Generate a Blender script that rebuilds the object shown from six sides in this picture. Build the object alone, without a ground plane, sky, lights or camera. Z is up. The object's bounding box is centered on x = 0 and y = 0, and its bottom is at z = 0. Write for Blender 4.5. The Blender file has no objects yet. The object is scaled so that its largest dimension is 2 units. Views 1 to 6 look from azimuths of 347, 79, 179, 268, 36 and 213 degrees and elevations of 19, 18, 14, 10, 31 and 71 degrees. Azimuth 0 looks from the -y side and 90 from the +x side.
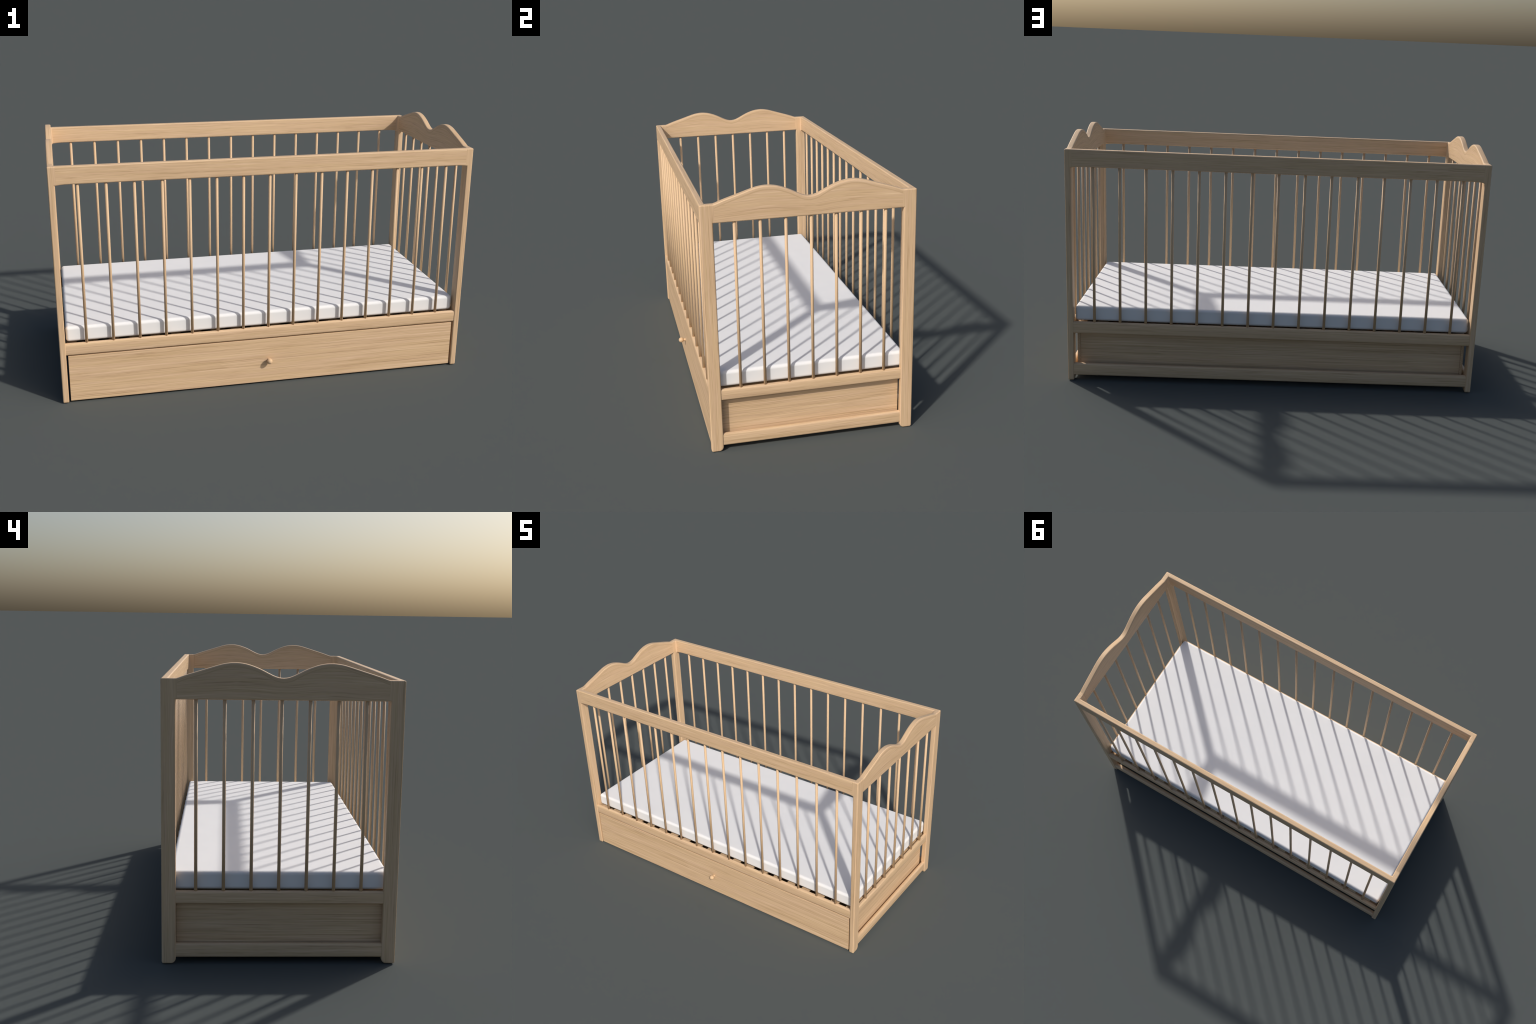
"""Slatted wooden baby crib with wavy end boards, a white mattress and an under-bed drawer."""
import bpy, bmesh, math, random
from mathutils import Vector, Matrix

random.seed(7)

# ------------------------------------------------------------------ sizes (metres)
X_OUT = 1.000                      # outer face of the end frames
X_IN = 0.9715                      # inner face of the end frames
Y_FRONT, Y_BACK = -0.4555, 0.4855  # outer faces of the long sides
Y_FRONT_IN, Y_BACK_IN = -0.4275, 0.4565
POST_FRONT_IN, POST_BACK_IN = -0.4000, 0.4290   # inner edges of the posts
Y_MID = 0.0150
POST_TOP = 1.1435
RAIL_LOW, RAIL_HIGH = 0.2425, 0.3015            # lower rail, long sides
END_RAIL_LOW = 0.2480
TOP_RAIL_LOW = 1.0612
END_BOARD_LOW = 1.0625
BAR_RADIUS = 0.0068
# half outline of the wavy board, from its middle outwards: (distance, height)
WAVE = [(0.0, 1.1475), (0.028, 1.1525), (0.056, 1.1652), (0.0887, 1.1815), (0.1236, 1.1950),
        (0.154, 1.2026), (0.190, 1.2052), (0.229, 1.2003), (0.268, 1.1893), (0.3184, 1.1736),
        (0.363, 1.1598), (0.388, 1.1512), (0.402, 1.1460), (0.412, POST_TOP)]

scene = bpy.context.scene


# ------------------------------------------------------------------ small helpers
def smooth_curve(points, t):
    """Catmull-Rom style interpolation of a height over a distance."""
    t = abs(t)
    n = len(points)
    if t >= points[-1][0]:
        return points[-1][1]
    i = max(k for k in range(n - 1) if points[k][0] <= t)
    x0, y0 = points[i]
    x1, y1 = points[i + 1]

    def slope(k):
        if k == 0:
            return 0.0
        if k == n - 1:
            return 0.0
        return (points[k + 1][1] - points[k - 1][1]) / (points[k + 1][0] - points[k - 1][0])
    h = x1 - x0
    s = (t - x0) / h
    m0, m1 = slope(i) * h, slope(i + 1) * h
    return ((2 * s ** 3 - 3 * s ** 2 + 1) * y0 + (s ** 3 - 2 * s ** 2 + s) * m0
            + (-2 * s ** 3 + 3 * s ** 2) * y1 + (s ** 3 - s ** 2) * m1)


def wave_height(y):
    return smooth_curve(WAVE, y - Y_MID)


def link(obj, parent=None):
    scene.collection.objects.link(obj)
    if parent is not None:
        obj.parent = parent
    return obj


def prism(outline, axis, low, high, name="piece"):
    """Extrude a closed outline (list of 2D points) along an axis ('x' or 'y')."""
    bm = bmesh.new()

    def place(p, d):
        return (d, p[0], p[1]) if axis == 'x' else (p[0], d, p[1])
    a = [bm.verts.new(place(p, low)) for p in outline]
    b = [bm.verts.new(place(p, high)) for p in outline]
    n = len(outline)
    bm.faces.new(a)
    bm.faces.new(list(reversed(b)))
    for i in range(n):
        j = (i + 1) % n
        bm.faces.new((a[j], a[i], b[i], b[j]))
    bmesh.ops.recalc_face_normals(bm, faces=bm.faces)
    me = bpy.data.meshes.new(name)
    bm.to_mesh(me)
    bm.free()
    return link(bpy.data.objects.new(name, me))


def box_mesh(name, lo, hi, bevel=0.0, segments=2):
    bm = bmesh.new()
    bmesh.ops.create_cube(bm, size=1.0)
    for v in bm.verts:
        v.co = Vector([lo[i] + (v.co[i] + 0.5) * (hi[i] - lo[i]) for i in range(3)])
    if bevel:
        bmesh.ops.bevel(bm, geom=list(bm.edges), offset=bevel, segments=segments, profile=0.5,
                        affect='EDGES', clamp_overlap=True)
    bmesh.ops.recalc_face_normals(bm, faces=bm.faces)
    me = bpy.data.meshes.new(name)
    bm.to_mesh(me)
    bm.free()
    return me


def finish(obj):
    """Apply every modifier of an object into its mesh."""
    graph = bpy.context.evaluated_depsgraph_get()
    graph.update()
    me = bpy.data.meshes.new_from_object(obj.evaluated_get(graph))
    obj.modifiers.clear()
    old = obj.data
    obj.data = me
    bpy.data.meshes.remove(old)
    return obj


def soft_shade(obj):
    """Smooth shading that keeps the broad faces flat and rounds only the eased edges."""
    for p in obj.data.polygons:
        p.use_smooth = True
    m = obj.modifiers.new("weighted", 'WEIGHTED_NORMAL')
    m.keep_sharp = False
    m.weight = 100
    finish(obj)


# ------------------------------------------------------------------ materials
def new_material(name):
    m = bpy.data.materials.new(name)
    m.use_nodes = True
    nt = m.node_tree
    bsdf = nt.nodes["Principled BSDF"]
    return m, nt, bsdf


def math_node(nt, op, a, b=None, c=None, clamp=False):
    n = nt.nodes.new("ShaderNodeMath")
    n.operation = op
    n.use_clamp = clamp
    for i, v in enumerate((a, b, c)):
        if v is None:
            continue
        if isinstance(v, (int, float)):
            n.inputs[i].default_value = v
        else:
            nt.links.new(v, n.inputs[i])
    return n.outputs[0]


def noise_node(nt, vector, scale, detail=4.0, rough=0.55, distortion=0.0):
    n = nt.nodes.new("ShaderNodeTexNoise")
    n.inputs["Scale"].default_value = scale
    n.inputs["Detail"].default_value = detail
    n.inputs["Roughness"].default_value = rough
    n.inputs["Distortion"].default_value = distortion
    nt.links.new(vector, n.inputs["Vector"])
    return n.outputs["Fac"]


def scaled(nt, vector, scale, offset=(0, 0, 0)):
    n = nt.nodes.new("ShaderNodeMapping")
    n.inputs["Scale"].default_value = scale
    n.inputs["Location"].default_value = offset
    nt.links.new(vector, n.inputs["Vector"])
    return n.outputs[0]


def colour_ramp(nt, fac, stops):
    n = nt.nodes.new("ShaderNodeValToRGB")
    e = n.color_ramp.elements
    e[0].position, e[0].color = stops[0][0], (*stops[0][1], 1)
    e[1].position, e[1].color = stops[-1][0], (*stops[-1][1], 1)
    for p, c in stops[1:-1]:
        k = e.new(p)
        k.color = (*c, 1)
    nt.links.new(fac, n.inputs["Fac"])
    return n.outputs["Color"]


def mix_colour(nt, fac, a, b, mode='MIX'):
    n = nt.nodes.new("ShaderNodeMix")
    n.data_type = 'RGBA'
    n.blend_type = mode
    for v, s in ((fac, n.inputs[0]), (a, n.inputs[6]), (b, n.inputs[7])):
        if isinstance(v, (int, float)):
            s.default_value = v
        elif isinstance(v, tuple):
            s.default_value = (*v, 1)
        else:
            nt.links.new(v, s)
    return n.outputs[2]


WOOD_DARK = (0.440, 0.288, 0.158)
WOOD_MID = (0.645, 0.455, 0.278)
WOOD_LIGHT = (0.770, 0.568, 0.372)


def wood(name, axis, across=1.0, contrast=1.0, length=1.0, follow_wave=False, vary=False, shift=(0, 0, 0)):
    """Pale wood; fine broken streaks run along `axis` of the object's own coordinates."""
    m, nt, bsdf = new_material(name)
    tc = nt.nodes.new("ShaderNodeTexCoord")
    vec = tc.outputs["Object"]
    if shift != (0, 0, 0):
        vec = scaled(nt, vec, (1, 1, 1), shift)
    if vary:
        info = nt.nodes.new("ShaderNodeObjectInfo")
        add = nt.nodes.new("ShaderNodeVectorMath")
        add.operation = 'ADD'
        comb = nt.nodes.new("ShaderNodeCombineXYZ")
        r = math_node(nt, 'MULTIPLY', info.outputs["Random"], 40.0)
        for s in comb.inputs:
            nt.links.new(r, s)
        nt.links.new(vec, add.inputs[0])
        nt.links.new(comb.outputs[0], add.inputs[1])
        vec = add.outputs[0]
    band = None
    if follow_wave:
        # near its shaped top edge the board's grain runs along the wave instead of level
        sep = nt.nodes.new("ShaderNodeSeparateXYZ")
        nt.links.new(vec, sep.inputs[0])
        curve = nt.nodes.new("ShaderNodeFloatCurve")
        c = curve.mapping.curves[0]
        pts = [(d / 0.5, (h - 1.10) / 0.15) for d, h in WAVE]
        c.points[0].location = pts[0]
        c.points[1].location = (1.0, pts[-1][1])
        for p in pts[1:]:
            c.points.new(*p)
        curve.mapping.update()
        dist = math_node(nt, 'ABSOLUTE', math_node(nt, 'SUBTRACT', sep.outputs["Y"], Y_MID))
        nt.links.new(math_node(nt, 'MULTIPLY', dist, 2.0), curve.inputs["Value"])
        top = math_node(nt, 'MULTIPLY_ADD', curve.outputs[0], 0.15, 1.10)
        depth = math_node(nt, 'SUBTRACT', top, sep.outputs["Z"])
        wob = noise_node(nt, scaled(nt, vec, (0, 5, 5)), 1.0, 2.0)
        depth_w = math_node(nt, 'MULTIPLY_ADD', wob, 0.008, math_node(nt, 'SUBTRACT', depth, 0.004))
        band = math_node(nt, 'SMOOTH_MIN', math_node(nt, 'DIVIDE', math_node(nt, 'SUBTRACT', depth_w, 0.013), 0.006), 1.0, 0.1)
        band = math_node(nt, 'MAXIMUM', band, 0.0)           # 0 in the edge band, 1 below it
        # soft sag of the level grain under the humps
        level = math_node(nt, 'MULTIPLY_ADD', math_node(nt, 'SUBTRACT', top, 1.17), -0.18, sep.outputs["Z"])
        edge = math_node(nt, 'SUBTRACT', 3.0, depth)
        inv = math_node(nt, 'SUBTRACT', 1.0, band)
        v = math_node(nt, 'ADD', math_node(nt, 'MULTIPLY', level, band), math_node(nt, 'MULTIPLY', edge, inv))
        comb = nt.nodes.new("ShaderNodeCombineXYZ")
        nt.links.new(sep.outputs["X"], comb.inputs[0])
        nt.links.new(sep.outputs["Y"], comb.inputs[1])
        nt.links.new(v, comb.inputs[2])
        vec = comb.outputs[0]

    def along(fine, slow):
        s = [fine, fine, fine]
        s["xyz".index(axis)] = slow
        return tuple(s)
    warp = nt.nodes.new("ShaderNodeTexNoise")
    warp.inputs["Scale"].default_value = 1.0
    warp.inputs["Detail"].default_value = 2.0
    nt.links.new(scaled(nt, vec, along(9.0, 3.2)), warp.inputs["Vector"])
    off = nt.nodes.new("ShaderNodeVectorMath")
    off.operation = 'MULTIPLY_ADD'
    nt.links.new(warp.outputs["Color"], off.inputs[0])
    off.inputs[1].default_value = along(0.010 / length, 0.0)
    nt.links.new(vec, off.inputs[2])
    wv = off.outputs[0]
    fine = noise_node(nt, scaled(nt, wv, along(460 * across, 6.5 / length)), 1.0, 2.0, 0.6)
    streak = noise_node(nt, scaled(nt, wv, along(260 * across, 3.4 / length), (3, 1, 7)), 1.0, 3.0, 0.6)
    broad = noise_node(nt, scaled(nt, wv, along(80 * across, 1.3 / length), (11, 5, 2)), 1.0, 2.0, 0.5)
    tone = math_node(nt, 'ADD', math_node(nt, 'MULTIPLY', fine, 0.36),
                     math_node(nt, 'ADD', math_node(nt, 'MULTIPLY', streak, 0.40), math_node(nt, 'MULTIPLY', broad, 0.24)))
    tone = math_node(nt, 'MULTIPLY_ADD', math_node(nt, 'SUBTRACT', tone, 0.5), contrast, 0.5)
    col = colour_ramp(nt, tone, [(0.34, WOOD_DARK), (0.48, WOOD_MID), (0.53, WOOD_MID), (0.66, WOOD_LIGHT)])
    # sparse darker pore lines
    pore = noise_node(nt, scaled(nt, wv, along(330 * across, 6.5 / length), (21, 8, 4)), 1.0, 2.0, 0.5)
    pore = math_node(nt, 'MULTIPLY', math_node(nt, 'SUBTRACT', pore, 0.58), 6.0, clamp=True)
    col = mix_colour(nt, math_node(nt, 'MULTIPLY', pore, 0.28 * contrast), col, WOOD_DARK)
    # patches leaning pinkish or yellowish
    hue = noise_node(nt, scaled(nt, vec, along(110, 2.5), (2, 9, 5)), 1.0, 2.0, 0.5)
    tint = colour_ramp(nt, hue, [(0.35, (1.0, 0.995, 0.965)), (0.65, (1.0, 0.985, 1.02))])
    col = mix_colour(nt, 1.0, col, tint, 'MULTIPLY')
    if band is not None:
        line = math_node(nt, 'MULTIPLY', math_node(nt, 'MULTIPLY', band, math_node(nt, 'SUBTRACT', 1.0, band)), 1.6)
        col = mix_colour(nt, line, col, WOOD_DARK)
    nt.links.new(col, bsdf.inputs["Base Color"])
    bsdf.inputs["Roughness"].default_value = 0.55
    bsdf.inputs["Specular IOR Level"].default_value = 0.3
    bump = nt.nodes.new("ShaderNodeBump")
    bump.inputs["Strength"].default_value = 0.12
    bump.inputs["Distance"].default_value = 0.001
    nt.links.new(streak, bump.inputs["Height"])
    nt.links.new(bump.outputs[0], bsdf.inputs["Normal"])
    return m


def fabric(name):
    m, nt, bsdf = new_material(name)
    tc = nt.nodes.new("ShaderNodeTexCoord")
    vec = tc.outputs["Object"]
    cloth = noise_node(nt, vec, 260.0, 2.0)
    patch = noise_node(nt, vec, 5.0, 2.0)
    col = colour_ramp(nt, patch, [(0.3, (0.795, 0.795, 0.80)), (0.7, (0.815, 0.815, 0.82))])
    nt.links.new(col, bsdf.inputs["Base Color"])
    bsdf.inputs["Roughness"].default_value = 0.85
    bsdf.inputs["Specular IOR Level"].default_value = 0.2
    bump = nt.nodes.new("ShaderNodeBump")
    bump.inputs["Strength"].default_value = 0.10
    bump.inputs["Distance"].default_value = 0.0008
    nt.links.new(cloth, bump.inputs["Height"])
    nt.links.new(bump.outputs[0], bsdf.inputs["Normal"])
    return m


WOOD_X = wood("wood_grain_lengthwise", 'x', across=1.2, contrast=1.05)
WOOD_Y = wood("wood_grain_crosswise", 'y', across=1.2, contrast=1.05)
WOOD_Z = wood("wood_grain_upright", 'z', across=0.9)
WOOD_BOARD = wood("wood_grain_shaped_board", 'y', follow_wave=True)
WOOD_DRAWER = wood("wood_grain_drawer_long", 'x', across=1.25, contrast=1.35, length=1.7)
WOOD_DRAWER_SIDE = wood("wood_grain_drawer_side", 'y', across=1.25, contrast=1.35, length=1.7)
WOOD_BAR = wood("wood_turned_bar", 'z', contrast=0.45, vary=True)
FABRIC = fabric("white_mattress_cover")


# ------------------------------------------------------------------ the frame, one joined body
def arc(cy, cz, r, a0, a1, n=6, rz=None):
    rz = r if rz is None else rz
    return [(cy + r * math.cos(math.radians(a0 + (a1 - a0) * i / n)),
             cz + rz * math.sin(math.radians(a0 + (a1 - a0) * i / n))) for i in range(n + 1)]


def post_outline(outer, inner):
    """Side elevation of a corner post: well rounded foot inside."""
    s = 1 if outer > inner else -1
    r_foot_in, r_foot_out = 0.0190, 0.0065

    def flip(points):
        return [(outer - s * (0 + p[0]), p[1]) for p in points]   # p[0] = distance from outer face
    w = abs(outer - inner)
    pts = []
    pts += arc(r_foot_out, r_foot_out * 1.4, r_foot_out, 180, 270, rz=r_foot_out * 1.4)
    pts += arc(w - r_foot_in, r_foot_in * 1.15, r_foot_in, 270, 360, rz=r_foot_in * 1.15)
    pts += [(w, POST_TOP), (0.0, POST_TOP)]
    return flip(pts)


def end_board_outline():
    y0, y1 = POST_FRONT_IN - 0.006, POST_BACK_IN + 0.006
    n = 84
    top = [(y1 + (y0 - y1) * i / n, 0) for i in range(n + 1)]
    top = [(y, wave_height(y) if abs(y - Y_MID) < WAVE[-1][0] else POST_TOP) for y, _ in top]
    return [(y0, END_BOARD_LOW), (y1, END_BOARD_LOW)] + top


def long_rail_outline():
    """Front elevation of the top long rail: its lower edge dips a little where it meets the posts."""
    x = X_IN + 0.006
    lower = []
    for i in range(13):
        t = i / 12
        lower.append((-X_IN + 0.060 * t, TOP_RAIL_LOW - 0.0045 * (1 - t) ** 2))
    bottom = [(-x, lower[0][1])] + lower + [(-a, b) for a, b in reversed(lower)] + [(x, lower[0][1])]
    return bottom + [(x, POST_TOP), (-x, POST_TOP)]


def rect(a0, b0, a1, b1):
    return [(a0, b0), (a1, b0), (a1, b1), (a0, b1)]


pieces = []
for side in (-1, 1):
    xs = sorted((side * X_IN, side * X_OUT))
    pieces.append(prism(post_outline(Y_FRONT, POST_FRONT_IN), 'x', *xs))
    pieces.append(prism(post_outline(Y_BACK, POST_BACK_IN), 'x', *xs))
    pieces.append(prism(end_board_outline(), 'x', *xs))
for y0, y1 in ((Y_FRONT, Y_FRONT_IN - 0.0010), (Y_BACK_IN + 0.0010, Y_BACK)):
    pieces.append(prism(long_rail_outline(), 'y', y0, y1))

body = pieces[0]
for p in pieces[1:]:
    b = body.modifiers.new("join", 'BOOLEAN')
    b.operation = 'UNION'
    b.solver = 'EXACT'
    b.object = p
    finish(body)
for p in pieces[1:]:
    me = p.data
    bpy.data.objects.remove(p)
    bpy.data.meshes.remove(me)

bm = bmesh.new()
bm.from_mesh(body.data)
bmesh.ops.remove_doubles(bm, verts=bm.verts, dist=1e-5)
bmesh.ops.dissolve_limit(bm, angle_limit=math.radians(0.4), verts=bm.verts, edges=bm.edges)
weight = bm.edges.layers.float.new("bevel_weight_edge")
for e in bm.edges:
    if len(e.link_faces) != 2 or e.calc_face_angle(0) < math.radians(35):
        continue
    mid = (e.verts[0].co + e.verts[1].co) / 2
    d = (e.verts[1].co - e.verts[0].co).normalized()
    w = 0.55
    if not e.is_convex:
        w = 0.50
    elif abs(d.z) < 0.5 and mid.z > 1.0:
        w = 0.62
    e[weight] = w
bm.to_mesh(body.data)
bm.free()
bev = body.modifiers.new("eased_edges", 'BEVEL')
bev.limit_method = 'WEIGHT'
bev.width = 0.0095
bev.segments = 4
bev.use_clamp_overlap = False
bev.loop_slide = True
finish(body)

CUT_X, CUT_F, CUT_B = 0.9650, POST_FRONT_IN + 0.0065, POST_BACK_IN - 0.0065
bm = bmesh.new()
bm.from_mesh(body.data)
for co, no in (((CUT_X, 0, 0), (1, 0, 0)), ((-CUT_X, 0, 0), (1, 0, 0)),
               ((0, CUT_F, 0), (0, 1, 0)), ((0, CUT_B, 0), (0, 1, 0))):
    bmesh.ops.bisect_plane(bm, geom=list(bm.verts) + list(bm.edges) + list(bm.faces),
                           plane_co=co, plane_no=no, dist=1e-6)
bmesh.ops.triangulate(bm, faces=[f for f in bm.faces if len(f.verts) > 4])
bm.to_mesh(body.data)
bm.free()
soft_shade(body)


def region(c):
    if abs(c.x) > CUT_X:
        end = "a" if c.x > 0 else "b"
        if c.y < CUT_F:
            return ("post", end + "f")
        if c.y > CUT_B:
            return ("post", end + "r")
        return ("shaped_end_board", end)
    return ("top_rail", "f" if c.y < 0 else "r")


# ------------------------------------------------------------------ the things
crib = link(bpy.data.objects.new("wooden_crib", None))
crib["label"] = "pale wooden baby crib with round bars, wavy ends and drawer"
crib["category"] = "baby crib"

me = body.data
normals = [n.vector.copy() for n in me.corner_normals]
groups = {}
for p in me.polygons:
    groups.setdefault(region(p.center), []).append(p)
for (kind, where), polys in sorted(groups.items()):
    used, verts, faces, loops = {}, [], [], []
    for p in polys:
        face = []
        for li, vi in zip(p.loop_indices, p.vertices):
            if vi not in used:
                used[vi] = len(verts)
                verts.append(me.vertices[vi].co.copy())
            face.append(used[vi])
            loops.append(normals[li])
        faces.append(face)
    pm = bpy.data.meshes.new(kind)
    pm.from_pydata(verts, [], faces)
    for p in pm.polygons:
        p.use_smooth = True
    pm.normals_split_custom_set(loops)
    if kind == "post":
        pm.materials.append(WOOD_Z)
    elif kind == "shaped_end_board":
        pm.materials.append(WOOD_BOARD)
    else:
        pm.materials.append(WOOD_X)
    link(bpy.data.objects.new(kind, pm), crib)
bpy.data.objects.remove(body)


# ------------------------------------------------------------------ lower rails: slim rounded bars set back between the posts
def rounded_rail(name, axis, start, stop, a0, a1, z0, z1, radius, material):
    outline = []
    for ca, cz, ang in ((a1 - radius, z0 + radius, -90), (a1 - radius, z1 - radius, 0),
                        (a0 + radius, z1 - radius, 90), (a0 + radius, z0 + radius, 180)):
        outline += arc(ca, cz, radius, ang, ang + 90, 4)
    o = prism(outline, axis, start, stop, name)
    o.data.materials.append(material)
    o.parent = crib
    caps = set()
    for p in o.data.polygons:
        p.use_smooth = len(p.vertices) == 4
        if len(p.vertices) > 4:
            caps.update(p.edge_keys)
    for e in o.data.edges:
        e.use_edge_sharp = e.key in caps
    return o


REACH = 0.004
RAIL_THICK, SET_BACK, ROUND = 0.0225, 0.0030, 0.0088
for side in (-1, 1):
    xa, xb = sorted((side * (X_OUT - SET_BACK - RAIL_THICK), side * (X_OUT - SET_BACK)))
    for kind, z0, z1 in (("lower_rail", END_RAIL_LOW, RAIL_HIGH), ("bottom_rail", 0.0245, 0.0835)):
        rounded_rail(kind, 'y', POST_FRONT_IN - REACH, POST_BACK_IN + REACH, xa, xb, z0, z1, ROUND, WOOD_Y)
front = (Y_FRONT + SET_BACK, Y_FRONT + SET_BACK + RAIL_THICK)
back = (Y_BACK - SET_BACK - RAIL_THICK, Y_BACK - SET_BACK)
for kind, (ya, yb), z0, z1 in (("lower_rail", front, RAIL_LOW, RAIL_HIGH), ("lower_rail", back, RAIL_LOW, RAIL_HIGH),
                               ("bottom_rail", (Y_BACK_IN, back[1]), 0.0250, 0.0860)):
    rounded_rail(kind, 'x', -X_IN - REACH, X_IN + REACH, ya, yb, z0, z1, ROUND, WOOD_X)

# ------------------------------------------------------------------ round bars
BAR_LOW, BAR_HIGH = 0.2960, 1.0660
bm = bmesh.new()
bmesh.ops.create_cone(bm, cap_ends=True, segments=20, radius1=BAR_RADIUS, radius2=BAR_RADIUS,
                      depth=BAR_HIGH - BAR_LOW)
bar_mesh = bpy.data.meshes.new("bar")
bm.to_mesh(bar_mesh)
bm.free()
for p in bar_mesh.polygons:
    p.use_smooth = len(p.vertices) == 4
bar_mesh.materials.append(WOOD_BAR)
first = bpy.data.objects.new("bar", bar_mesh)
spots = []
for k in range(-7, 8):
    spots.append((k * 0.1245 - 0.0018, (Y_FRONT + Y_FRONT_IN) / 2))
    spots.append((k * 0.1245 - 0.0018, (Y_BACK + Y_BACK_IN) / 2))
for k in range(-3, 4):
    for s in (-1, 1):
        spots.append((s * (X_OUT + X_IN) / 2, 0.0203 + k * 0.1100))
for i, (bx, by) in enumerate(spots):
    o = first if i == 0 else first.copy()
    o.location = (bx, by, (BAR_LOW + BAR_HIGH) / 2)
    link(o, crib)

# ------------------------------------------------------------------ bed slats
SLAT_TOP, SLAT_THICK, SLAT_WIDTH = 0.2790, 0.014, 0.0480
slat_mesh = box_mesh("slat", (-SLAT_WIDTH / 2, front[1] - Y_MID + 0.001, -SLAT_THICK),
                     (SLAT_WIDTH / 2, back[0] - Y_MID - 0.001, 0), 0.0018, 2)
slat_mesh.materials.append(wood("wood_slat", 'y', contrast=0.7, vary=True))
slat = bpy.data.objects.new("slat", slat_mesh)
for k in range(20):
    o = slat if k == 0 else slat.copy()
    o.location = (-0.9424 + 0.0992 * k, Y_MID, SLAT_TOP)
    link(o, crib)

# ------------------------------------------------------------------ drawer under the bed
drawer = link(bpy.data.objects.new("drawer", None), crib)
D_X, D_FRONT, D_BACK = 0.9628, -0.4495, 0.4290
D_LOW, D_HIGH = 0.0078, 0.2385


def drawer_part(name, lo, hi, material, bevel=0.0014):
    m = box_mesh(name, lo, hi, bevel)
    m.materials.append(material)
    o = link(bpy.data.objects.new(name, m), drawer)
    soft_shade(o)
    return o


drawer_part("drawer_front", (-D_X, D_FRONT, D_LOW), (D_X, D_FRONT + 0.018, D_HIGH), WOOD_DRAWER)
drawer_part("drawer_back", (-D_X + 0.0155, D_BACK - 0.015, 0.020), (D_X - 0.0155, D_BACK - 0.0005, D_HIGH), WOOD_DRAWER)
for s in (-1, 1):
    xs = sorted((s * (D_X - 0.015), s * (D_X - 0.0005)))
    drawer_part("drawer_side", (xs[0], D_FRONT + 0.0185, 0.020), (xs[1], D_BACK, D_HIGH), WOOD_DRAWER_SIDE)
drawer_part("drawer_base", (-D_X + 0.0155, D_FRONT + 0.0185, 0.022), (D_X - 0.0155, D_BACK - 0.0155, 0.030), WOOD_DRAWER)

# turned knob: short stem flaring into a ball, spun about the pull axis (-y)
BALL, BALL_Y = 0.0142, -0.4860 + 0.0142
profile = [(0.0, D_FRONT + 0.004), (0.0078, D_FRONT + 0.004), (0.0076, D_FRONT - 0.001), (0.0066, D_FRONT - 0.005),
           (0.0064, D_FRONT - 0.008), (0.0070, BALL_Y + 0.0124)]
for i in range(1, 15):
    a = math.radians(150 - 150 * (i - 1) / 13)
    profile.append((BALL * math.sin(a), BALL_Y - BALL * math.cos(a)))
bm = bmesh.new()
rings, seg = [], 24
for r, y in profile:
    if r < 1e-6:
        rings.append([bm.verts.new((0, y, 0))])
    else:
        rings.append([bm.verts.new((r * math.cos(2 * math.pi * i / seg), y, r * math.sin(2 * math.pi * i / seg)))
                      for i in range(seg)])
for a, b in zip(rings, rings[1:]):
    for i in range(seg):
        j = (i + 1) % seg
        f = [a[i % len(a)], a[j % len(a)], b[j % len(b)], b[i % len(b)]]
        f = list(dict.fromkeys(f))
        if len(f) > 2:
            bm.faces.new(f)
bmesh.ops.recalc_face_normals(bm, faces=bm.faces)
km = bpy.data.meshes.new("knob")
bm.to_mesh(km)
bm.free()
for p in km.polygons:
    p.use_smooth = True
km.materials.append(wood("wood_turned_knob", 'y', contrast=0.5))
knob = link(bpy.data.objects.new("knob", km), drawer)
knob.location = (0.0, 0.0, 0.1270)

# ------------------------------------------------------------------ mattress
M_LO, M_HI = (-0.9670, -0.4230, 0.2990), (0.9670, 0.4530, 0.3745)
bm = bmesh.new()
bmesh.ops.create_cube(bm, size=1.0)
for v in bm.verts:
    v.co = Vector([M_LO[i] + (v.co[i] + 0.5) * (M_HI[i] - M_LO[i]) for i in range(3)])
bmesh.ops.bevel(bm, geom=list(bm.edges), offset=0.0150, segments=8, profile=0.5, affect='EDGES')
bmesh.ops.recalc_face_normals(bm, faces=bm.faces)
mm = bpy.data.meshes.new("mattress")
bm.to_mesh(mm)
bm.free()
mm.materials.append(FABRIC)
mattress = link(bpy.data.objects.new("mattress", mm))
mattress["label"] = "plain white rectangular foam mattress with soft rounded edges"
mattress["category"] = "mattress"
soft_shade(mattress)
